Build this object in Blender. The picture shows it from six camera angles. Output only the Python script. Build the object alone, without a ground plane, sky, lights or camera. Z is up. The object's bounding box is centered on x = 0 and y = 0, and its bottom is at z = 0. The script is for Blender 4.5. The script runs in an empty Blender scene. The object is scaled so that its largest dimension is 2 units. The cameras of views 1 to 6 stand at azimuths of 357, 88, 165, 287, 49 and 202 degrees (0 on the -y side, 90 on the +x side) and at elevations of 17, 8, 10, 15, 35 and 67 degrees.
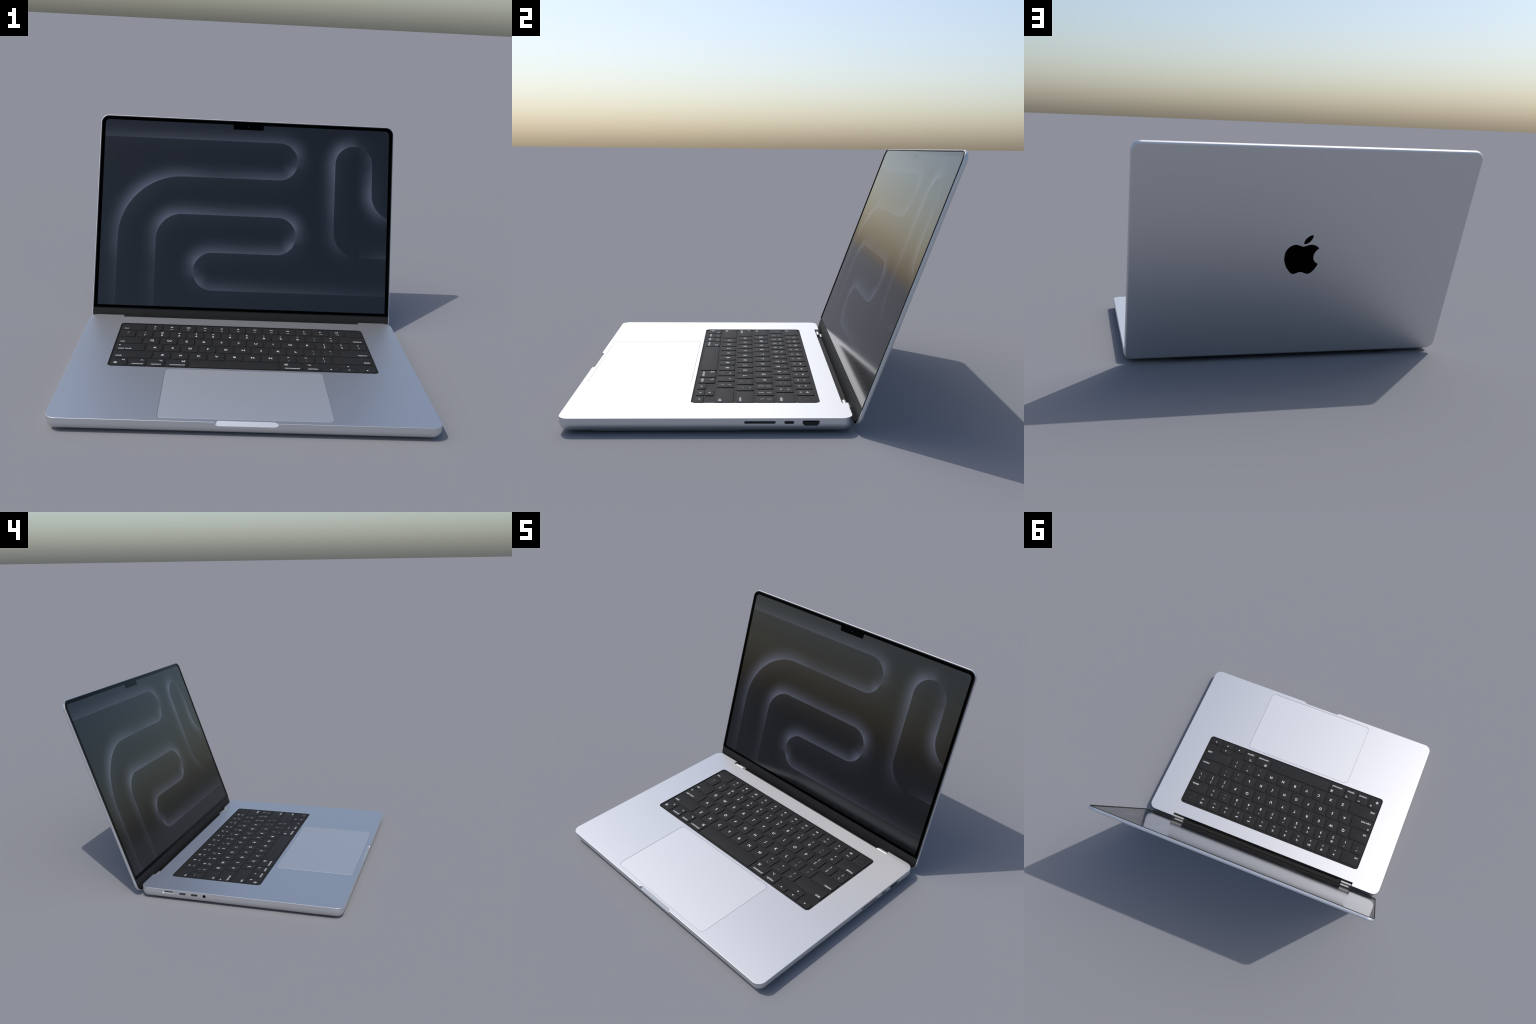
"""Open silver notebook computer, built part by part (metres, z up)."""
import bpy, bmesh, math
from mathutils import Matrix, Vector

# ------------------------------------------------------------------ sizes
DECK = 0.0800            # height of the palm rest
BELLY = 0.0085           # underside of the base (stands on feet)
FRONT, BACK = -0.9495, 0.4465
CORNER = 0.054           # plan corner radius of base and lid
LID_H, LID_T = 1.388, 0.0230
LEAN = math.radians(20.0)  # lid leans back from the vertical
LID_TOP = Vector((0.0, 0.9300, 1.339))
PITCH_X, PITCH_Y = 0.1068, 0.1042
CAP_W, CAP_H, GAP = 0.0923, 0.0897, 0.0145
KEY_TOP, KEY_FLOOR = 0.0796, 0.0746

lid_up = Vector((0, math.sin(LEAN), math.cos(LEAN)))
lid_front = Vector((0, -math.cos(LEAN), math.sin(LEAN)))
lid_origin = LID_TOP - lid_up * LID_H
LID_MATRIX = Matrix((
    (1, lid_up.x, lid_front.x, lid_origin.x),
    (0, lid_up.y, lid_front.y, lid_origin.y),
    (0, lid_up.z, lid_front.z, lid_origin.z),
    (0, 0, 0, 1)))

scene = bpy.context.scene
coll = scene.collection


# ------------------------------------------------------------------ node helper
class Nodes:
    def __init__(self, name):
        self.mat = bpy.data.materials.new(name)
        self.mat.use_nodes = True
        self.t = self.mat.node_tree
        self.bsdf = self.t.nodes["Principled BSDF"]

    def link(self, a, b):
        self.t.links.new(a, b)

    def m(self, op, a, b=0.0, c=0.0, clamp=False):
        n = self.t.nodes.new("ShaderNodeMath")
        n.operation = op
        n.use_clamp = clamp
        for i, x in enumerate((a, b, c)):
            if i >= len(n.inputs):
                break
            if isinstance(x, (int, float)):
                n.inputs[i].default_value = x
            else:
                self.link(x, n.inputs[i])
        return n.outputs[0]

    def add(self, a, b): return self.m("ADD", a, b)
    def sub(self, a, b): return self.m("SUBTRACT", a, b)
    def mul(self, a, b): return self.m("MULTIPLY", a, b)

    def object_xyz(self):
        c = self.t.nodes.new("ShaderNodeTexCoord")
        s = self.t.nodes.new("ShaderNodeSeparateXYZ")
        self.link(c.outputs["Object"], s.inputs[0])
        return c.outputs["Object"], s.outputs[0], s.outputs[1], s.outputs[2]

    def noise(self, scale, detail=2.0, stretch=None):
        c, *_ = self.object_xyz()
        n = self.t.nodes.new("ShaderNodeTexNoise")
        n.inputs["Scale"].default_value = scale
        n.inputs["Detail"].default_value = detail
        if stretch:
            mp = self.t.nodes.new("ShaderNodeMapping")
            mp.inputs["Scale"].default_value = stretch
            self.link(c, mp.inputs[0])
            c = mp.outputs[0]
        self.link(c, n.inputs["Vector"])
        return n.outputs["Fac"]

    def ramp(self, fac, lo, hi, p0=0.3, p1=0.7):
        r = self.t.nodes.new("ShaderNodeValToRGB")
        r.color_ramp.elements[0].position, r.color_ramp.elements[1].position = p0, p1
        r.color_ramp.elements[0].color = (*lo, 1)
        r.color_ramp.elements[1].color = (*hi, 1)
        self.link(fac, r.inputs[0])
        return r.outputs[0]


def grain_material(name, colour, rough, metallic=0.0, spec=0.5, spread=0.03, scale=900.0, bump=0.0):
    """Principled material with a faint grain in colour and gloss."""
    n = Nodes(name)
    f = n.noise(scale)
    lo = tuple(c * (1 - spread) for c in colour)
    hi = tuple(c * (1 + spread) for c in colour)
    n.link(n.ramp(f, lo, hi), n.bsdf.inputs["Base Color"])
    n.bsdf.inputs["Metallic"].default_value = metallic
    n.bsdf.inputs["Specular IOR Level"].default_value = spec
    r = n.add(n.mul(n.sub(f, 0.5), 0.04), rough)
    n.link(r, n.bsdf.inputs["Roughness"])
    if bump:
        b = n.t.nodes.new("ShaderNodeBump")
        b.inputs["Strength"].default_value = bump
        b.inputs["Distance"].default_value = 0.0004
        n.link(f, b.inputs["Height"])
        n.link(b.outputs[0], n.bsdf.inputs["Normal"])
    return n.mat


ALUMINIUM = grain_material("anodised_aluminium", (0.665, 0.671, 0.684), 0.50, metallic=1.0, spread=0.015)
TRACKPAD = grain_material("trackpad_glass", (0.642, 0.650, 0.668), 0.598, metallic=1.0, spread=0.01)
GAP_SHADOW_METAL = grain_material("aluminium_darkened_as_gap_shadow", (0.30, 0.305, 0.315), 0.6, metallic=1.0, spread=0.01)  # aluminium colour darkened so the trackpad groove reads as an even shadow line
STEEL = grain_material("hinge_steel", (0.58, 0.58, 0.58), 0.60, metallic=1.0, spread=0.02)
KEYCAP = grain_material("key_plastic", (0.0145, 0.0145, 0.0150), 0.72, spec=0.27, spread=0.08, scale=600)
TRAY = grain_material("keyboard_tray_plastic", (0.0110, 0.0110, 0.0115), 0.75, spec=0.3, spread=0.08, scale=600)
CHIN = grain_material("hinge_cover_plastic", (0.0070, 0.0070, 0.0071), 0.70, spec=0.3, spread=0.08, scale=600)
RUBBER = grain_material("black_rubber", (0.010, 0.010, 0.010), 0.6, spread=0.1, scale=500)
INK = grain_material("legend_ink", (0.72, 0.72, 0.74), 0.5, spread=0.02)
RING_BLACK = grain_material("touch_ring_black", (0.003, 0.003, 0.003), 0.8, spec=0.1, spread=0.02)  # flat black ring round the sensor, darker than the key
PORT = grain_material("port_interior", (0.012, 0.012, 0.013), 0.45, spread=0.1, scale=500)
BEZEL = grain_material("glossy_black_border", (0.0012, 0.0012, 0.0014), 0.10, metallic=1.0, spread=0.05)
EMBLEM = grain_material("polished_black_emblem", (0.0015, 0.0015, 0.0016), 0.12, metallic=1.0, spread=0.05)
HOLE = grain_material("bore_shadow_black", (0.002, 0.002, 0.002), 0.9, spec=0.05, spread=0.1, scale=500)  # darkness of the deep jack hole, coloured onto a shallow plug
LENS = grain_material("camera_lens", (0.004, 0.006, 0.02), 0.25, spec=0.15, spread=0.05)


# ------------------------------------------------------------------ display picture
def display_material():
    """Dark wallpaper of stacked rounded bands whose edges glow towards the upper left.

    u = across the lid (+ to the right), v = distance down from the top edge of the lid."""
    n = Nodes("display_picture")
    _, u, y, _ = n.object_xyz()
    v = n.sub(LID_H, y)
    S = 0.2555                                   # band spacing
    R = S / 2                                    # radius of the round band ends
    r1, r2, r3, r4, r5 = [0.1443 + S * i for i in range(5)]
    xa, xb, xc = -0.8555, -0.6000, -0.4290       # two left edges, centre of the left bends
    cap_r, cap_l = 0.2175, -0.2150               # centres of the right and left round ends
    bend_v = 0.8260
    parts = []

    def below(a, lim):                            # 1 where a < lim
        return n.m("LESS_THAN", a, lim)

    def above(a, lim):
        return n.m("GREATER_THAN", a, lim)

    def lerp(a, pts):
        """piecewise-linear amplitude along coordinate a"""
        out = None
        for (p0, q0), (p1, q1) in zip(pts, pts[1:]):
            mr = n.t.nodes.new("ShaderNodeMapRange")
            mr.interpolation_type = "SMOOTHSTEP"
            n.link(a, mr.inputs[0])
            for k, val in zip((1, 2, 3, 4), (p0, p1, 0.0, q1 - q0)):
                mr.inputs[k].default_value = val
            out = mr.outputs[0] if out is None else n.add(out, mr.outputs[0])
        return n.add(out, pts[0][1])

    def glow(s, amp, *masks):
        """lit side s > 0: soft falloff and a thin bright rim; shaded side s < 0: faint lift"""
        side = above(s, 0.0)
        a = n.m("ABSOLUTE", s)
        near = n.m("MAXIMUM", n.sub(1.0, n.mul(a, 1 / 0.134)), 0.0)
        rim = n.m("EXPONENT", n.mul(a, -1 / 0.0022))
        lit = n.add(n.mul(n.m("POWER", near, 2.6), 0.88), n.mul(rim, 0.14))
        dark = n.mul(n.m("POWER", near, 1.6), 0.09)
        g = n.add(n.mul(lit, side), n.mul(dark, n.sub(1.0, side)))
        g = n.mul(g, amp)
        for k in masks:
            g = n.mul(g, k)
        parts.append(g)

    def polar(cu, cv):
        du, dv = n.sub(u, cu), n.sub(v, cv)
        dist = n.m("SQRT", n.add(n.mul(du, du), n.mul(dv, dv)))
        inv = n.m("DIVIDE", 1.0, n.m("MAXIMUM", dist, 1e-4))
        su, sv = n.mul(du, inv), n.mul(dv, inv)
        return dist, n.m("ABSOLUTE", su), n.m("ABSOLUTE", sv), su, sv

    def arc_amp(cu, cv, k_vert, k_diag, k_hor):
        """amplitude round a quarter arc: at its vertical end, on the diagonal, at its horizontal end"""
        v2, h2 = n.mul(cv, cv), n.mul(cu, cu)
        d2 = n.mul(n.mul(cu, cv), 2.0)
        a = n.add(n.mul(v2, k_vert), n.mul(h2, k_hor))
        return n.add(a, n.mul(n.mul(d2, d2), max(0.0, k_diag - 0.5 * (k_vert + k_hor))))

    # long upper band
    glow(n.sub(r1, v), lerp(u, [(-0.97, 0.26), (-0.3, 0.36), (0.2, 0.40)]), below(u, cap_r))
    d, cu, cv, su, sv = polar(cap_r, r1 + R)
    glow(n.sub(d, R), lerp(sv, [(-1, 0.40), (-0.62, 0.66), (0.0, 0.26), (0.5, 0.0)]), above(u, cap_r))
    glow(n.sub(R, d), lerp(sv, [(-0.5, 0.0), (0.05, 0.26), (0.65, 0.82), (1, 0.55)]), above(u, cap_r))
    glow(n.sub(r2, v), lerp(u, [(xc, 0.60), (-0.2, 0.36), (cap_r, 0.55)]), below(u, cap_r), above(u, xc))
    # outer bend and its leg
    d, cu, cv, su, sv = polar(xc, bend_v)
    glow(n.sub(d, bend_v - r2), arc_amp(cu, cv, 0.60, 0.98, 0.42), below(u, xc), below(v, bend_v))
    glow(n.sub(xa, u), lerp(v, [(bend_v, 0.42), (1.02, 0.17), (1.28, 0.08)]), above(v, bend_v))
    # middle band, inner bend and its leg
    glow(n.sub(r3, v), lerp(u, [(xc, 0.72), (-0.1, 0.52), (cap_r, 0.58)]), below(u, cap_r), above(u, xc))
    glow(n.sub(d, bend_v - r3), arc_amp(cu, cv, 0.72, 0.98, 0.40), below(u, xc), below(v, bend_v))
    glow(n.sub(xb, u), lerp(v, [(bend_v, 0.40), (1.02, 0.16), (1.28, 0.10)]), above(v, bend_v))
    d, cu, cv, su, sv = polar(cap_r, r3 + R)
    glow(n.sub(d, R), lerp(sv, [(-1, 0.58), (-0.62, 0.86), (0.0, 0.34), (0.5, 0.0)]), above(u, cap_r))
    glow(n.sub(R, d), lerp(sv, [(-0.5, 0.0), (0.05, 0.32), (0.65, 0.95), (1, 0.58)]), above(u, cap_r))
    glow(n.sub(r4, v), lerp(u, [(cap_l, 0.62), (0.0, 0.52), (cap_r, 0.58)]), below(u, cap_r), above(u, cap_l))
    # low band
    d, cu, cv, su, sv = polar(cap_l, r4 + R)
    glow(n.sub(d, R), lerp(sv, [(-1, 0.62), (-0.62, 0.90), (0.0, 0.36), (0.5, 0.0)]), below(u, cap_l))
    glow(n.sub(R, d), lerp(sv, [(-0.4, 0.0), (0.1, 0.26), (0.65, 0.66), (1, 0.42)]), below(u, cap_l))
    glow(n.sub(r5, v), lerp(u, [(cap_l, 0.42), (0.2, 0.24), (0.97, 0.10)]), above(u, cap_l))
    # hooked band on the right
    hx0, hx1 = 0.6030, 0.8570
    hc, hr = (hx0 + hx1) / 2, (hx1 - hx0) / 2
    hv = 0.2720
    d, cu, cv, su, sv = polar(hc, hv)
    glow(n.sub(d, hr), lerp(su, [(-1, 0.80), (-0.75, 0.95), (-0.2, 0.52), (0.3, 0.12), (1.0, 0.0)]), below(v, hv))
    glow(n.sub(hr, d), lerp(su, [(0.0, 0.0), (0.6, 0.10), (1.0, 0.28)]), below(v, hv), above(u, hc))
    glow(n.sub(hx0, u), lerp(v, [(hv, 0.85), (0.50, 0.55), (0.74, 0.25)]), above(v, hv), below(v, 0.737))
    glow(n.sub(hx1, u), lerp(v, [(hv, 0.28), (0.36, 0.56), (0.47, 0.85)]), above(v, hv), below(v, 0.471))
    d, cu, cv, su, sv = polar(1.030, 0.471)
    glow(n.sub(d, 0.173), arc_amp(cu, cv, 0.08, 0.50, 0.85), above(v, 0.471), below(u, 1.03))
    d, cu, cv, su, sv = polar(0.778, 0.737)
    glow(n.sub(d, 0.175), arc_amp(cu, cv, 0.0, 0.16, 0.25), below(u, 0.778), above(v, 0.737))
    glow(n.sub(r4, v), lerp(u, [(0.778, 0.05), (0.97, 0.17)]), above(u, 0.778))

    total = parts[0]
    for p in parts[1:]:
        total = n.add(total, p)
    mix = n.t.nodes.new("ShaderNodeVectorMath")
    mix.operation = "MULTIPLY_ADD"
    col = n.t.nodes.new("ShaderNodeCombineXYZ")
    for k in range(3):
        n.link(total, col.inputs[k])
    n.link(col.outputs[0], mix.inputs[0])
    mix.inputs[1].default_value = (0.106, 0.116, 0.156)     # glow colour
    mix.inputs[2].default_value = (0.0012, 0.0016, 0.0026)  # dark ground of the picture
    n.link(mix.outputs[0], n.bsdf.inputs["Base Color"])
    n.bsdf.inputs["Roughness"].default_value = 0.10
    n.bsdf.inputs["Specular IOR Level"].default_value = 0.5
    return n.mat


DISPLAY = display_material()


# ------------------------------------------------------------------ mesh helpers
def new_object(name, mesh, mat, parent=None):
    o = bpy.data.objects.new(name, mesh)
    coll.objects.link(o)
    if mat is not None and not mesh.materials:
        mesh.materials.append(mat)
    if parent is not None:
        o.parent = parent
    return o


def smooth(mesh, angle=40):
    for p in mesh.polygons:
        p.use_smooth = True
    bm = bmesh.new()
    bm.from_mesh(mesh)
    lim = math.radians(angle)
    for e in bm.edges:
        e.smooth = not (len(e.link_faces) != 2 or e.calc_face_angle(0) > lim)
    bm.to_mesh(mesh)
    bm.free()


def weighted(o):
    m = o.modifiers.new("weighted_normals", "WEIGHTED_NORMAL")
    m.keep_sharp = True
    m.weight = 100


def outline(x0, x1, y0, y1, radii, seg=14):
    """rounded rectangle, counter-clockwise; radii = (lower right, upper right, upper left, lower left)"""
    pts = []
    for (cx, cy, sx, sy, a0), r in zip(
            ((x1, y0, -1, 1, -90), (x1, y1, -1, -1, 0), (x0, y1, 1, -1, 90), (x0, y0, 1, 1, 180)), radii):
        if r <= 1e-6:
            pts.append((cx, cy))
            continue
        for k in range(seg + 1):
            a = math.radians(a0 + 90 * k / seg)
            pts.append((cx + sx * r + r * math.cos(a), cy + sy * r + r * math.sin(a)))
    return pts


def loft(rings):
    """closed solid through rings of equal point count, bottom first"""
    bm = bmesh.new()
    loops = [[bm.verts.new(p) for p in ring] for ring in rings]
    for a, b in zip(loops, loops[1:]):
        for i in range(len(a)):
            j = (i + 1) % len(a)
            bm.faces.new((a[i], a[j], b[j], b[i]))
    bm.faces.new(list(reversed(loops[0])))
    bm.faces.new(loops[-1])
    return bm


def finish(bm, name):
    me = bpy.data.meshes.new(name)
    bmesh.ops.recalc_face_normals(bm, faces=bm.faces)
    bm.to_mesh(me)
    bm.free()
    return me


def rounded_slab(name, x0, x1, y0, y1, profile, radius, seg=14):
    """slab with rounded plan corners; profile = [(inset, z), ...] bottom to top.
    radius = one value, or one per corner."""
    rad = radius if isinstance(radius, tuple) else (radius,) * 4
    rings = []
    for inset, z in profile:
        rr = tuple(max(r - inset, 0.0005) for r in rad)
        rings.append([(x, y, z) for x, y in outline(x0 + inset, x1 - inset, y0 + inset, y1 - inset, rr, seg)])
    return finish(loft(rings), name)


def fillet(inset_from, inset_to, z_from, z_to, steps, convex_low):
    """quarter ellipse between two profile points"""
    out = []
    for k in range(steps + 1):
        a = math.pi / 2 * k / steps
        if convex_low:   # leaves a level bottom, arrives at an upright wall
            out.append((inset_from + (inset_to - inset_from) * math.sin(a), z_to - (z_to - z_from) * math.cos(a)))
        else:            # leaves an upright wall, arrives at a level top
            out.append((inset_to + (inset_from - inset_to) * math.cos(a), z_from + (z_to - z_from) * math.sin(a)))
    return out


def sheet(name, loops, depth, z=0.0):
    """flat piece with holes: first loop outside, further loops are holes"""
    cu = bpy.data.curves.new(name, "CURVE")
    cu.dimensions = "2D"
    cu.fill_mode = "BOTH"
    cu.extrude = depth / 2
    for pts in loops:
        sp = cu.splines.new("POLY")
        sp.points.add(len(pts) - 1)
        for p, (x, y) in zip(sp.points, pts):
            p.co = (x, y, 0, 1)
        sp.use_cyclic_u = True
    tmp = bpy.data.objects.new(name, cu)
    coll.objects.link(tmp)
    bpy.context.view_layer.update()
    me = bpy.data.meshes.new_from_object(tmp.evaluated_get(bpy.context.evaluated_depsgraph_get()))
    bpy.data.objects.remove(tmp)
    bpy.data.curves.remove(cu)
    me.name = name
    me.transform(Matrix.Translation((0, 0, z - depth / 2)))
    me.materials.clear()
    return me


def box(name, x0, x1, y0, y1, z0, z1, bevel=0.0):
    bm = bmesh.new()
    bmesh.ops.create_cube(bm, size=1.0)
    for vert in bm.verts:
        vert.co = Vector(((x0 + x1) / 2 + vert.co.x * (x1 - x0), (y0 + y1) / 2 + vert.co.y * (y1 - y0),
                          (z0 + z1) / 2 + vert.co.z * (z1 - z0)))
    if bevel:
        bmesh.ops.bevel(bm, geom=bm.edges[:], offset=bevel, segments=2, affect="EDGES", profile=0.5)
    return finish(bm, name)


def rod(name, radius, x0, x1, y, z, seg=40, bevel=0.0):
    """cylinder along x"""
    bm = bmesh.new()
    rings = []
    prof = [(x0, radius - bevel), (x0 + bevel, radius), (x1 - bevel, radius), (x1, radius - bevel)] if bevel else [(x0, radius), (x1, radius)]
    for x, r in prof:
        rings.append([(x, y + r * math.cos(2 * math.pi * k / seg), z + r * math.sin(2 * math.pi * k / seg)) for k in range(seg)])
    bm.free()
    return finish(loft(rings), name)


def carve(target, cutter_mesh):
    """subtract a mesh from an object and apply"""
    c = bpy.data.objects.new("cutter", cutter_mesh)
    coll.objects.link(c)
    md = target.modifiers.new("carve", "BOOLEAN")
    md.operation, md.solver, md.object = "DIFFERENCE", "EXACT", c
    bpy.context.view_layer.update()
    me = bpy.data.meshes.new_from_object(target.evaluated_get(bpy.context.evaluated_depsgraph_get()))
    target.modifiers.clear()
    old = target.data
    me.name = old.name
    target.data = me
    bpy.data.meshes.remove(old)
    bpy.data.objects.remove(c)
    bpy.data.meshes.remove(cutter_mesh)


def side_hole(side, pts, depth=0.05):
    """prism cutter driven into the left (-1) or right (+1) wall; pts = (y, z) outline"""
    xs = (side * 1.02, side * (1.0 - depth))
    return finish(loft([[(x, y, z) for y, z in pts] for x in xs]), "port_cutter")


# ------------------------------------------------------------------ the thing
laptop = bpy.data.objects.new("laptop", None)
coll.objects.link(laptop)
laptop["label"] = "open silver laptop with black keyboard and dark wallpaper"
laptop["category"] = "laptop"

# ------------------------------------------------------------------ base
base_profile = [(0.046, BELLY)] + fillet(0.046, 0.0, BELLY, 0.0545, 10, True)[1:]
base_profile += fillet(0.0, 0.0017, DECK - 0.0017, DECK, 3, False)
base = new_object("base", rounded_slab("base", -1, 1, FRONT, BACK, base_profile, CORNER, 16), ALUMINIUM, laptop)

carve(base, box("hinge_recess", -0.785, 0.785, 0.4165, 0.60, 0.026, 0.20))
carve(base, rounded_slab("keyboard_recess", -0.7820, 0.7820, -0.3400, 0.3085, [(0, 0.070), (0, 0.10)], 0.026, 8))
carve(base, rounded_slab("trackpad_recess", -0.4498, 0.4498, -0.9200, -0.3577, [(0, 0.0765), (0, 0.10)], 0.030, 8))
# finger scoop: a slot milled square to a plane that slopes from the palm rest to the front wall
scoop_top, scoop_low = Vector((0, FRONT + 0.0150, DECK)), Vector((0, FRONT, 0.0590))
scoop_mid, scoop_dir = (scoop_top + scoop_low) / 2, (scoop_top - scoop_low).normalized()
scoop_out = Vector((0, -scoop_dir.z, scoop_dir.y))
slot = [((0.1310 if math.cos(a) > 0 else -0.1310) + 0.0295 * math.cos(a), 0.0137 * math.sin(a))
        for a in (2 * math.pi * (k + 0.5) / 40 for k in range(40))]
carve(base, finish(loft([[scoop_mid + Vector((x, 0, 0)) + scoop_dir * y + scoop_out * h for x, y in slot] for h in (0.0, 0.08)]), "finger_scoop"))


def pill(y0, y1, z0, z1, seg=8):
    return outline(y0, y1, z0, z1, ((z1 - z0) / 2 - 1e-4,) * 4, seg)


right_ports = {
    "card_slot": pill(-0.0720, 0.0770, 0.0525, 0.0655),
    "charging_port": pill(0.1175, 0.1642, 0.0515, 0.0655),
}
hdmi = [(0.2052, 0.0680), (0.2832, 0.0680), (0.2843, 0.0665), (0.2843, 0.0535), (0.2820, 0.0505), (0.2745, 0.0425),
        (0.2720, 0.0415), (0.2165, 0.0415), (0.2140, 0.0425), (0.2064, 0.0505), (0.2041, 0.0535), (0.2041, 0.0665)]
left_ports = {
    "charging_port": pill(0.1165, 0.1635, 0.0500, 0.0650),
    "charging_port.001": pill(0.0325, 0.0795, 0.0500, 0.0650),
}
magnet = pill(0.1970, 0.2950, 0.0465, 0.0685)
jack = [(-0.0154 + 0.0110 * math.cos(2 * math.pi * k / 24), 0.0577 + 0.0110 * math.sin(2 * math.pi * k / 24)) for k in range(24)]
for shape in (*right_ports.values(), hdmi):
    carve(base, side_hole(1, shape, 0.045))
for shape in (*left_ports.values(), jack):
    carve(base, side_hole(-1, shape, 0.045))
carve(base, side_hole(-1, magnet, 0.012))
smooth(base.data, 35)
weighted(base)


def port_part(name, side, pts, depth, shrink=0.0015, mat=PORT):
    """plug of dark plastic at the bottom of a hole"""
    cy = sum(p[0] for p in pts) / len(pts)
    cz = sum(p[1] for p in pts) / len(pts)
    q = [(cy + (y - cy) * 1.0, cz + (z - cz) * 1.0) for y, z in pts]
    xs = (side * (1 - depth), side * (1 - depth - 0.004))
    return new_object(name, finish(loft([[(x, y, z) for y, z in q] for x in xs]), name), mat, base)


for nm, pts in right_ports.items():
    port_part(nm.split(".")[0], 1, pts, 0.020)
    # tongue inside the port
port_part("video_port", 1, hdmi, 0.020)
for nm, pts in left_ports.items():
    port_part(nm.split(".")[0], -1, pts, 0.018)
port_part("headphone_jack", -1, jack, 0.0020, mat=HOLE)
plug = pill(0.2110, 0.2735, 0.0570, 0.0650)
new_object("magnetic_power_port", finish(loft([[(x, y, z) for y, z in plug] for x in (-0.9925, -0.9870)]), "magnetic_power_port"), PORT, base)

# tongues of the slots
for side, y0, y1, z0, z1 in ((1, 0.126, 0.156, 0.0570, 0.0600), (1, 0.215, 0.273, 0.0560, 0.0600)):
    xs = sorted((side * 0.996, side * 0.975))
    new_object("port_tongue", box("port_tongue", xs[0], xs[1], y0, y1, z0, z1), PORT, base)

# trackpad
pad = new_object("trackpad", rounded_slab("trackpad", -0.4475, 0.4475, -0.9177, -0.3600,
                 [(0, 0.0768), (0, DECK - 0.0012)] + fillet(0, 0.0008, DECK - 0.0012, DECK - 0.0004, 3, False)[1:], 0.0282, 10),
                 TRACKPAD, laptop)
gap_out = outline(-0.4497, 0.4497, -0.9199, -0.3578, (0.0298,) * 4, 10)
gap_in = outline(-0.4476, 0.4476, -0.9178, -0.3599, (0.0282,) * 4, 10)
new_object("trackpad_gap_shadow_strip", sheet("trackpad_gap_shadow_strip", [gap_out, gap_in], 0.001, DECK - 0.0013), GAP_SHADOW_METAL, laptop)
smooth(pad.data, 40)
weighted(pad)

# feet and side air intakes
foot_profile = [(0.006, 0.0), (0.002, 0.0012), (0.0, 0.004), (0.0, BELLY + 0.002)]
foot_mesh = rounded_slab("foot", -0.055, 0.055, -0.055, 0.055, foot_profile, 0.0549, 10)
for fx, fy in ((-0.80, -0.76), (0.80, -0.76), (-0.80, 0.26), (0.80, 0.26)):
    f = new_object("foot", foot_mesh, RUBBER, laptop)
    f.location = (fx, fy, 0)
    smooth(foot_mesh)
for side in (-1, 1):
    xs = sorted((side * 0.9500, side * 0.9692))
    lip = new_object("air_intake", box("air_intake", xs[0], xs[1], -0.785, -0.085, 0.0092, 0.0160, 0.0008), ALUMINIUM, laptop)
    smooth(lip.data)

# ------------------------------------------------------------------ keyboard
tray = new_object("keyboard_tray", rounded_slab("keyboard_tray", -0.7815, 0.7815, -0.3395, 0.3080,
                  [(0, 0.0705), (0, KEY_FLOOR)], 0.0255, 8), TRAY, laptop)
rim_out = outline(-0.7818, 0.7818, -0.3398, 0.3083, (0.0258,) * 4, 10)
rim_in = outline(-0.7790, 0.7790, -0.3370, 0.3055, (0.0230,) * 4, 10)
new_object("keyboard_rim", sheet("keyboard_rim", [rim_out, rim_in], 0.006, DECK - 0.0008), TRAY, laptop)

key_meshes = {}


def key_mesh(w, h):
    k = (round(w, 4), round(h, 4))
    if k not in key_meshes:
        prof = [(0, KEY_FLOOR - KEY_TOP - 0.001), (0, -0.0013)] + fillet(0, 0.0013, -0.0013, 0.0, 3, False)[1:]
        me = rounded_slab("key", -w / 2, w / 2, -h / 2, h / 2, prof, min(0.0095, h * 0.2), 6)
        smooth(me, 50)
        key_meshes[k] = me
    return key_meshes[k]


# --- legend drawing: every legend is one small mesh of ink lying on the key
def text_bm(bm, txt, size, x, y, align="CENTER", bold=0.0):
    cu = bpy.data.curves.new("ink", "FONT")
    cu.body = txt
    cu.size = size
    cu.align_x = align
    cu.align_y = "TOP_BASELINE"
    cu.fill_mode = "FRONT"
    cu.offset = bold
    cu.resolution_u = 3
    tmp = bpy.data.objects.new("ink", cu)
    coll.objects.link(tmp)
    bpy.context.view_layer.update()
    me = bpy.data.meshes.new_from_object(tmp.evaluated_get(bpy.context.evaluated_depsgraph_get()))
    bpy.data.objects.remove(tmp)
    bpy.data.curves.remove(cu)
    if me.vertices:
        xs = [p.co.x for p in me.vertices]
        ys = [p.co.y for p in me.vertices]
        dx = {"CENTER": (min(xs) + max(xs)) / 2, "LEFT": min(xs), "RIGHT": max(xs)}[align]
        dy = (min(ys) + max(ys)) / 2 if len(txt) < 3 else size * 0.25   # words keep a common x-height line
        me.transform(Matrix.Translation((x - dx, y - dy, 0)))
        bm.from_mesh(me)
    bpy.data.meshes.remove(me)


layer = [0.0]


def poly(bm, pts):
    layer[0] += 0.00003
    f = bm.faces.new([bm.verts.new((x, y, layer[0])) for x, y in pts])
    f.normal_update()
    if f.normal.z < 0:
        f.normal_flip()


def stroke(bm, pts, w, closed=False):
    n = len(pts)
    for i in range(n if closed else n - 1):
        a, b = Vector(pts[i]), Vector(pts[(i + 1) % n])
        d = (b - a).normalized()
        s = Vector((-d.y, d.x)) * w / 2
        a2, b2 = a - d * w * 0.35, b + d * w * 0.35
        poly(bm, [a2 - s, b2 - s, b2 + s, a2 + s])


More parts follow.
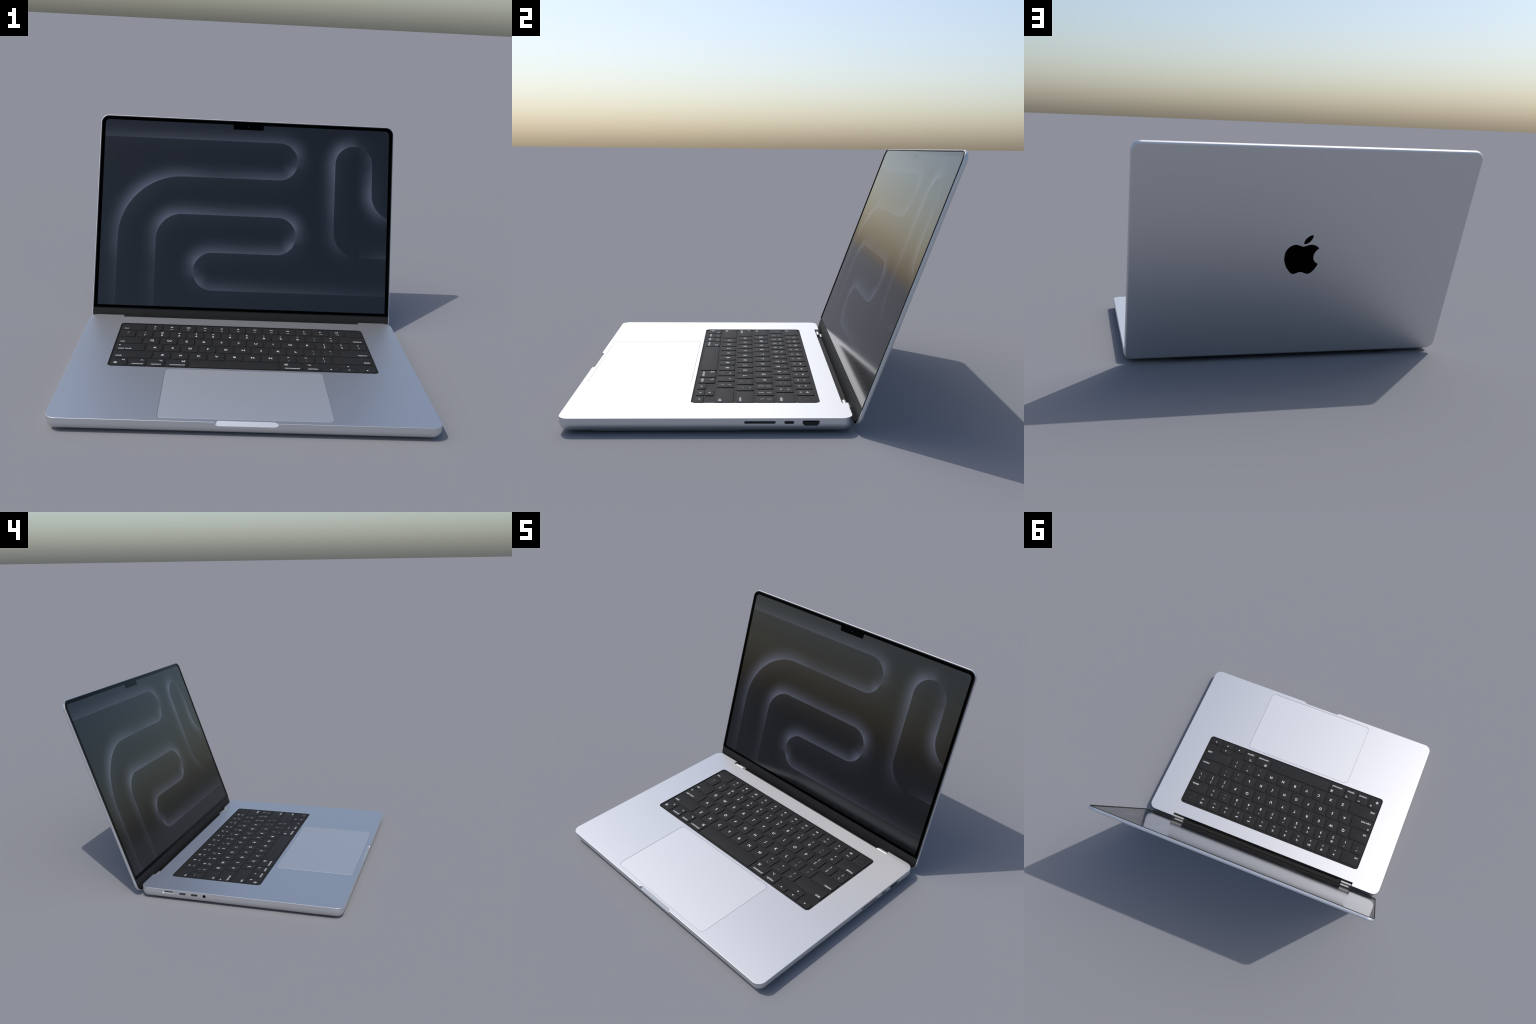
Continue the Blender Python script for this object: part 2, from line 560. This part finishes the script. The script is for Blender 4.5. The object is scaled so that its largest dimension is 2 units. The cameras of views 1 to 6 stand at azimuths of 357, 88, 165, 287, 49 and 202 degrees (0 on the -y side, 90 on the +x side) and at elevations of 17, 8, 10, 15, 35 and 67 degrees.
def ring(bm, x, y, r, w, seg=20, a0=0, a1=360):
    full = a1 - a0 >= 360
    pts = [(x + r * math.cos(math.radians(a0 + (a1 - a0) * k / seg)), y + r * math.sin(math.radians(a0 + (a1 - a0) * k / seg)))
           for k in range(seg if full else seg + 1)]
    stroke(bm, pts, w, full)


def disc(bm, x, y, r, seg=16):
    poly(bm, [(x + r * math.cos(2 * math.pi * k / seg), y + r * math.sin(2 * math.pi * k / seg)) for k in range(seg)])


def tri(bm, x, y, r, angle):
    poly(bm, [(x + r * math.cos(math.radians(angle + a)), y + r * math.sin(math.radians(angle + a))) for a in (0, 125, 235)])


def icon(bm, kind, x, y):
    w = 0.0020
    if kind in ("dim", "bright"):
        disc(bm, x, y, 0.0036 if kind == "dim" else 0.0044)
        for k in range(8):
            a = math.pi / 4 * k
            r0, r1 = (0.0062, 0.0076) if kind == "dim" else (0.0066, 0.0096)
            stroke(bm, [(x + r0 * math.cos(a), y + r0 * math.sin(a)), (x + r1 * math.cos(a), y + r1 * math.sin(a))], w)
    elif kind == "windows":
        for cx, cy, a, b in ((-0.0062, 0.0035, 0.0042, 0.0028), (-0.0062, -0.0042, 0.0042, 0.0024), (0.0062, 0.0, 0.0048, 0.0062)):
            stroke(bm, [(x + cx - a, y + cy - b), (x + cx + a, y + cy - b), (x + cx + a, y + cy + b), (x + cx - a, y + cy + b)], 0.0017, True)
    elif kind == "search":
        ring(bm, x - 0.0014, y + 0.0014, 0.0062, w)
        stroke(bm, [(x + 0.0032, y - 0.0032), (x + 0.0082, y - 0.0082)], w * 1.2)
    elif kind == "microphone":
        stroke(bm, [(x, y + 0.0068), (x, y + 0.0002)], 0.0055)
        ring(bm, x, y + 0.0005, 0.0062, w, 12, 180, 360)
        stroke(bm, [(x, y - 0.006), (x, y - 0.0092)], w)
    elif kind == "moon":
        ring(bm, x, y, 0.0065, 0.0026, 16, 60, 330)
        ring(bm, x + 0.0042, y + 0.0038, 0.0052, 0.0016, 10, 150, 300)
    elif kind in ("rewind", "forward", "play"):
        if kind == "play":
            tri(bm, x - 0.0045, y, 0.0072, 0)
            stroke(bm, [(x + 0.0042, y - 0.005), (x + 0.0042, y + 0.005)], w)
            stroke(bm, [(x + 0.0082, y - 0.005), (x + 0.0082, y + 0.005)], w)
        else:
            a = 180 if kind == "rewind" else 0
            tri(bm, x - 0.0048, y, 0.0068, a)
            tri(bm, x + 0.0055, y, 0.0068, a)
    elif kind in ("mute", "quiet", "loud"):
        dx = {"mute": 0, "quiet": -0.003, "loud": -0.005}[kind]
        poly(bm, [(x + dx - 0.0065, y - 0.0022), (x + dx - 0.0035, y - 0.0022), (x + dx + 0.0015, y - 0.0066),
                  (x + dx + 0.0015, y + 0.0066), (x + dx - 0.0035, y + 0.0022), (x + dx - 0.0065, y + 0.0022)])
        for k in range({"mute": 0, "quiet": 1, "loud": 3}[kind]):
            ring(bm, x + dx + 0.001, y, 0.0050 + 0.0036 * k, 0.0016, 8, -48, 48)
    elif kind == "globe":
        ring(bm, x, y, 0.0095, w, 22)
        stroke(bm, [(x - 0.0095, y), (x + 0.0095, y)], 0.0016)
        stroke(bm, [(x, y - 0.0095), (x, y + 0.0095)], 0.0016)
        ring(bm, x + 0.0085, y, 0.0125, 0.0014, 10, 132, 228)
        ring(bm, x - 0.0085, y, 0.0125, 0.0014, 10, -48, 48)
    elif kind == "control":
        stroke(bm, [(x - 0.0078, y - 0.0038), (x, y + 0.0044), (x + 0.0078, y - 0.0038)], 0.0026)
    elif kind == "option":
        stroke(bm, [(x - 0.0100, y + 0.0060), (x - 0.0042, y + 0.0060), (x + 0.0036, y - 0.0060), (x + 0.0100, y - 0.0060)], 0.0024)
        stroke(bm, [(x + 0.0025, y + 0.0060), (x + 0.0100, y + 0.0060)], 0.0024)
    elif kind == "command":
        q = 0.0034
        stroke(bm, [(x - q, y - q), (x + q, y - q), (x + q, y + q), (x - q, y + q)], 0.0021, True)
        for sx in (-1, 1):
            for sy in (-1, 1):
                ring(bm, x + sx * 0.0062, y + sy * 0.0062, 0.0029, 0.0021, 12)
    elif kind == "dot":
        disc(bm, x, y, 0.0052)
    elif kind in ("left", "right", "up", "down"):
        tri(bm, x, y, 0.0068, {"left": 180, "right": 0, "up": 90, "down": 270}[kind])


LETTER, DIGIT, SHIFTED, WORD, FKEY = 0.0305, 0.0290, 0.0200, 0.0220, 0.0135


def legend(key, w, h, items):
    """items: ('t', text, size, x, y, align) or ('i', icon kind, x, y), in key coordinates"""
    bm = bmesh.new()
    layer[0] = 0.0
    for it in items:
        if it[0] == "t":
            _, txt, size, x, y, align = it
            text_bm(bm, txt, size, x, y, align, 0.00025 if size > 0.028 else 0.00008)
        else:
            icon(bm, it[1], it[2], it[3])
    me = bpy.data.meshes.new("legend")
    bm.to_mesh(me)
    bm.free()
    o = new_object("legend", me, INK, key)
    o.location = (0, 0, 0.00025)


def put_key(xc, yc, w, h, items=()):
    k = new_object("key", key_mesh(w, h), KEYCAP, laptop)
    k.location = (xc, yc, KEY_TOP)
    if items:
        legend(k, w, h, items)
    return k


def one(ch):
    return [("t", ch, LETTER, 0, 0, "CENTER")]


LOW_Y = {"`": -0.0079, "-": -0.0190, "=": -0.0186, ";": -0.0216, "'": -0.0116, ",": -0.0264, ".": -0.0230, "[": -0.0189, "]": -0.0189,
         "\\": -0.0182, "/": -0.0178}
TOP_Y = {"~": 0.0175, "_": 0.0087, '"': 0.0247, "*": 0.0230}


def two(top, low):
    digit = low.isalnum()
    return [("t", top, SHIFTED if digit else 0.0255, 0, TOP_Y.get(top, 0.0200), "CENTER"),
            ("t", low, DIGIT if digit else 0.0270, 0, LOW_Y.get(low, -0.0163), "CENTER")]


def word(txt, w, h, side):
    m = 0.0145
    x = -w / 2 + m if side == "LEFT" else (w / 2 - m if side == "RIGHT" else 0)
    return ("t", txt, WORD, x, -0.0245, side)


ROW = [0.2447, 0.1405, 0.0363, -0.0679, -0.1721, -0.2763]
EDGE = 0.7670
HALF = CAP_W / 2


def span(x0, x1):
    return (x0 + x1) / 2, x1 - x0


# function row
xf = 0.7208 - 13 * PITCH_X + PITCH_X
xc, w = span(-EDGE, xf - HALF - GAP)
put_key(xc, ROW[0], w, CAP_H, [word("esc", w, CAP_H, "LEFT")])
for i, kind in enumerate(("dim", "bright", "windows", "search", "microphone", "moon", "rewind", "play", "forward", "mute", "quiet", "loud")):
    put_key(xf + i * PITCH_X, ROW[0], CAP_W, CAP_H, [("i", kind, 0, 0.0124), ("t", "F%d" % (i + 1), FKEY, 0, -0.0240, "CENTER")])
touch = put_key(0.7208, ROW[0], CAP_W, CAP_H)
ring_pts_o = [(0.0276 * math.cos(2 * math.pi * k / 48), 0.0276 * math.sin(2 * math.pi * k / 48)) for k in range(48)]
ring_pts_i = [(0.0258 * math.cos(2 * math.pi * k / 48), 0.0258 * math.sin(2 * math.pi * k / 48)) for k in range(48)]
touch_ring = new_object("touch_sensor_ring", sheet("touch_sensor_ring", [ring_pts_o, ring_pts_i], 0.0004, 0.00030), RING_BLACK, touch)

# number row
for i, (a, b) in enumerate(zip("~!@#$%^&*()_+", "`1234567890-=")):
    put_key(-EDGE + HALF + i * PITCH_X, ROW[1], CAP_W, CAP_H, two(a, b))
xc, w = span(-EDGE + HALF + 12 * PITCH_X + HALF + GAP, EDGE)
put_key(xc, ROW[1], w, CAP_H, [word("delete", w, CAP_H, "RIGHT")])

# upper letter row
xq = -0.5608
xc, w = span(-EDGE, xq - HALF - GAP)
put_key(xc, ROW[2], w, CAP_H, [word("tab", w, CAP_H, "LEFT")])
for i, ch in enumerate("QWERTYUIOP"):
    put_key(xq + i * PITCH_X, ROW[2], CAP_W, CAP_H, one(ch))
for i, (a, b) in enumerate((("{", "["), ("}", "]"), ("|", "\\"))):
    put_key(xq + (10 + i) * PITCH_X, ROW[2], CAP_W, CAP_H, two(a, b))

# home row
xa = -0.5342
xc, w = span(-EDGE, xa - HALF - GAP)
put_key(xc, ROW[3], w, CAP_H, [word("caps lock", w, CAP_H, "LEFT"), ("i", "dot", -w / 2 + 0.0192, 0.0240)])
for i, ch in enumerate("ASDFGHJKL"):
    put_key(xa + i * PITCH_X, ROW[3], CAP_W, CAP_H, one(ch))
for i, (a, b) in enumerate(((":", ";"), ('"', "'"))):
    put_key(xa + (9 + i) * PITCH_X, ROW[3], CAP_W, CAP_H, two(a, b))
xc, w = span(xa + 10 * PITCH_X + HALF + GAP, EDGE)
put_key(xc, ROW[3], w, CAP_H, [word("return", w, CAP_H, "RIGHT")])

# lower letter row
xz = -0.4806
xc, w = span(-EDGE, xz - HALF - GAP)
put_key(xc, ROW[4], w, CAP_H, [word("shift", w, CAP_H, "LEFT")])
for i, ch in enumerate("ZXCVBNM"):
    put_key(xz + i * PITCH_X, ROW[4], CAP_W, CAP_H, one(ch))
for i, (a, b) in enumerate((("<", ","), (">", "."), ("?", "/"))):
    put_key(xz + (7 + i) * PITCH_X, ROW[4], CAP_W, CAP_H, two(a, b))
xc, w = span(xz + 9 * PITCH_X + HALF + GAP, EDGE)
put_key(xc, ROW[4], w, CAP_H, [word("shift", w, CAP_H, "RIGHT")])

# bottom row
put_key(-EDGE + HALF, ROW[5], CAP_W, CAP_H, [("i", "globe", -0.0197, -0.0162), ("t", "fn", WORD, 0.0222, 0.0252, "CENTER")])
put_key(-EDGE + HALF + PITCH_X, ROW[5], CAP_W, CAP_H, [word("control", CAP_W, CAP_H, "CENTER"), ("i", "control", 0.0217, 0.0255)])
put_key(-EDGE + HALF + 2 * PITCH_X, ROW[5], CAP_W, CAP_H, [word("option", CAP_W, CAP_H, "CENTER"), ("i", "option", 0.0222, 0.0256)])
xc, w = span(-0.4466, -0.3272)
put_key(xc, ROW[5], w, CAP_H, [word("command", w, CAP_H, "CENTER"), ("i", "command", 0.0349, 0.0230)])
xc, w = span(-0.3127, 0.2060)
put_key(xc, ROW[5], w, CAP_H)
xc, w = span(0.2205, 0.3405)
put_key(xc, ROW[5], w, CAP_H, [word("command", w, CAP_H, "CENTER"), ("i", "command", -0.0330, 0.0230)])
xc, w = span(0.3548, 0.4470)
put_key(xc, ROW[5], w, CAP_H, [word("option", w, CAP_H, "CENTER"), ("i", "option", -0.0176, 0.0256)])
low, high, hh = -0.2997, -0.2525, 0.0430
put_key(0.5072, low, CAP_W, hh, [("i", "left", 0, 0)])
put_key(0.6140, low, CAP_W, hh, [("i", "down", 0, 0)])
put_key(0.6140, high, CAP_W, hh, [("i", "up", 0, 0)])
put_key(0.7208, low, CAP_W, hh, [("i", "right", 0, 0)])

# ------------------------------------------------------------------ hinge
barrel = new_object("hinge_barrel", box("hinge_barrel", -0.6905, 0.6905, 0.4250, 0.4595, 0.014, 0.0480, 0.006), CHIN, laptop)
smooth(barrel.data, 50)
weighted(barrel)
back_wall = new_object("vent_wall", box("vent_wall", -0.784, 0.784, 0.4168, 0.4185, 0.027, 0.055), RUBBER, laptop)
clutch_mesh = []
for side in (-1, 1):
    hinge = bpy.data.objects.new("hinge", None)
    xs = sorted((side * 0.6945, side * 0.7825))
    blk = new_object("hinge", box("hinge", xs[0], xs[1], 0.4300, 0.4460, 0.028, 0.0495), STEEL, laptop)
    bpy.data.objects.remove(hinge)
    for y, z, r, end in ((0.4370, 0.0560, 0.0115, 0.7825), (0.4570, 0.0415, 0.0105, 0.7640)):
        ends = sorted((side * 0.6945, side * end))
        kn = new_object("hinge_knuckle", rod("hinge_knuckle", r, ends[0], ends[1], y, z, 28, 0.0008), STEEL, blk)
        smooth(kn.data, 30)
vent_mesh = box("vent_slat", -0.0232, 0.0232, -0.0022, 0.0022, -0.02, 0.0, 0.0006)
for x0, count, pitch in ((-0.6640, 6, 0.0528), (-0.1340, 5, 0.0536), (0.3472, 6, 0.0528)):
    for k in range(count):
        vs = new_object("vent_slat", vent_mesh, CHIN, laptop)
        vs.location = (x0 + (k + 0.5) * pitch, 0.4222, 0.0600)
for x0, x1 in ((-0.345, -0.138), (0.138, 0.345)):
    new_object("vent_divider", box("vent_divider", x0, x1, 0.4202, 0.4242, 0.035, 0.0560, 0.0006), RUBBER, laptop)

# ------------------------------------------------------------------ lid
lid_profile = [(0.0135, -LID_T)] + fillet(0.0135, 0.0, -LID_T, -LID_T + 0.0120, 7, True)[1:] + \
    fillet(0.0, 0.0016, -0.0016, 0.0, 3, False)
lid = new_object("lid", rounded_slab("lid", -1, 1, 0, LID_H, lid_profile, CORNER, 16), ALUMINIUM, laptop)
carve(lid, rounded_slab("panel_recess", -0.9962, 0.9962, 0.0014, LID_H - 0.0040, [(0, -0.0035), (0, 0.02)], CORNER - 0.0040, 14))
smooth(lid.data, 35)
weighted(lid)
lid.matrix_world = LID_MATRIX

GLASS_LOW = LID_H - 1.3012       # lower edge of the glass
SCREEN_LOW, SCREEN_HIGH = LID_H - 1.2825, LID_H - 0.0300
SCREEN_X = 0.9688
glass_out = outline(-0.9914, 0.9914, GLASS_LOW, LID_H - 0.0088, (0.0005, CORNER - 0.0088, CORNER - 0.0088, 0.0005), 14)
glass_out = [p for p in glass_out]

# screen outline with camera notch
NX, NV, NR = 0.1030, LID_H - 0.0628, 0.0075
scr = [(-SCREEN_X, SCREEN_LOW), (SCREEN_X, SCREEN_LOW)]
for k in range(11):
    a = math.radians(90 * k / 10)
    scr.append((SCREEN_X - 0.026 + 0.026 * math.cos(a), SCREEN_HIGH - 0.026 + 0.026 * math.sin(a)))
for cx, cy, a0, a1 in ((NX + 0.004, SCREEN_HIGH - 0.004, 90, 180), (NX - NR, NV + NR, 0, -90),
                       (-NX + NR, NV + NR, -90, -180), (-NX - 0.004, SCREEN_HIGH - 0.004, 0, 90)):
    rr = 0.004 if abs(cx) > NX else NR
    for k in range(6):
        a = math.radians(a0 + (a1 - a0) * k / 5)
        scr.append((cx + rr * math.cos(a), cy + rr * math.sin(a)))
for k in range(11):
    a = math.radians(90 + 90 * k / 10)
    scr.append((-SCREEN_X + 0.026 + 0.026 * math.cos(a), SCREEN_HIGH - 0.026 + 0.026 * math.sin(a)))

display = new_object("display", sheet("display", [scr], 0.003, -0.0002), DISPLAY, lid)
bezel = new_object("bezel", sheet("bezel", [glass_out, scr], 0.003, -0.0002), BEZEL, lid)
gasket_out = outline(-0.9960, 0.9960, GLASS_LOW + 0.0002, LID_H - 0.0042, (0.0005, CORNER - 0.0042, CORNER - 0.0042, 0.0005), 14)
gasket_in = outline(-0.9915, 0.9915, GLASS_LOW + 0.0003, LID_H - 0.0087, (0.0004, CORNER - 0.0087, CORNER - 0.0087, 0.0004), 14)
# open frame: three sides only, so the lower side of the loop pair nearly touches
new_object("gasket", sheet("gasket", [gasket_out, gasket_in], 0.0066, 0.0040), RUBBER, lid)
cam_ring = [(0.0050 * math.cos(2 * math.pi * k / 24), LID_H - 0.0405 + 0.0050 * math.sin(2 * math.pi * k / 24)) for k in range(24)]
new_object("camera_lens", sheet("camera_lens", [cam_ring], 0.001, 0.0002), LENS, lid)

# lower cover strip of the lid, chamfered towards the hinge
chin_prof = [(GLASS_LOW - 0.0002, -0.0030), (GLASS_LOW - 0.0002, -0.0001), (0.0300, -0.0001), (0.0270, -0.0004), (0.0018, -0.0033), (0.0016, -0.0034)]
bm = bmesh.new()
sections = []
steps = [-0.9958, -0.990, -0.980, -0.965, -0.945, -0.9, 0.9, 0.945, 0.965, 0.980, 0.990, 0.9958]
for x in steps:
    over = max(0.0, abs(x) - (0.9962 - (CORNER - 0.0040)))
    rr = CORNER - 0.0040
    cut = 0.0016 + rr - math.sqrt(max(rr * rr - over * over, 0.0))    # keep inside the round lower corner
    sections.append([(x, max(s, cut), w) for s, w in chin_prof])
chin = new_object("hinge_cover", finish(loft([list(s) for s in sections]), "hinge_cover"), CHIN, lid)
smooth(chin.data, 30)

# ledge under the cover strip, outside the hinges
for side in (-1, 1):
    prof = [(0.0030, -0.0030), (0.0040, 0.0030), (0.0070, 0.0036), (0.0300, -0.0003)]
    led = finish(loft([[(side * x, a, b) for a, b in prof] for x in (0.7870, 0.9350, 0.9640)]), "cover_ledge")
    for vert in led.vertices:
        if abs(vert.co.x) > 0.95:
            vert.co.y = max(vert.co.y, 0.0180)
    new_object("cover_ledge", led, CHIN, lid)

# emblem on the back of the lid
APPLE = [(-0.001, 0.7710), (-0.018, 0.7761), (-0.034, 0.7820), (-0.050, 0.7843), (-0.068, 0.7810), (-0.086, 0.7708), (-0.0979, 0.7592),
         (-0.0842, 0.7452), (-0.0737, 0.7260), (-0.0700, 0.7016), (-0.0764, 0.6800), (-0.0893, 0.6645), (-0.1045, 0.6552),
         (-0.0955, 0.6323), (-0.0823, 0.6101), (-0.0660, 0.5923), (-0.0480, 0.5865), (-0.0307, 0.5915), (-0.0157, 0.5975), (-0.0030, 0.5992),
         (0.0100, 0.5967), (0.0254, 0.5896), (0.0390, 0.5861), (0.0539, 0.5925), (0.0703, 0.6106), (0.0875, 0.6356), (0.0993, 0.6642),
         (0.1049, 0.6900), (0.1051, 0.7181), (0.0993, 0.7435), (0.0840, 0.7663), (0.0652, 0.7793), (0.0452, 0.7838), (0.0263, 0.7800), (0.0093, 0.7736)]
LEAF = [(-0.0009, 0.7875), (-0.0017, 0.8014), (-0.0083, 0.8190), (-0.0211, 0.8340), (-0.0357, 0.8440), (-0.0518, 0.8470),
        (-0.0504, 0.8303), (-0.0427, 0.8127), (-0.0309, 0.7988), (-0.0161, 0.7895)]


def rounded_curve(pts, corners, sub=4):
    """Catmull-Rom through the control points, kept sharp at the given indices"""
    out, n = [], len(pts)
    for i in range(n):
        p0, p1, p2, p3 = (Vector(pts[(i + k) % n]) for k in (-1, 0, 1, 2))
        if i in corners:
            p0 = p1 * 2 - p2
        if (i + 1) % n in corners:
            p3 = p2 * 2 - p1
        for k in range(sub):
            t = k / sub
            q = 0.5 * ((2 * p1) + (p2 - p0) * t + (2 * p0 - 5 * p1 + 4 * p2 - p3) * t * t + (3 * p1 - p0 - 3 * p2 + p3) * t ** 3)
            out.append((q.x, q.y))
    return out


body = rounded_curve(APPLE, {6, 12})
leaf = rounded_curve(LEAF, {0, 5})
emblem = new_object("emblem", sheet("emblem", [body], 0.002, -LID_T + 0.0014), EMBLEM, lid)
new_object("emblem_leaf", sheet("emblem_leaf", [leaf], 0.002, -LID_T + 0.0014), EMBLEM, lid)

bpy.context.view_layer.update()
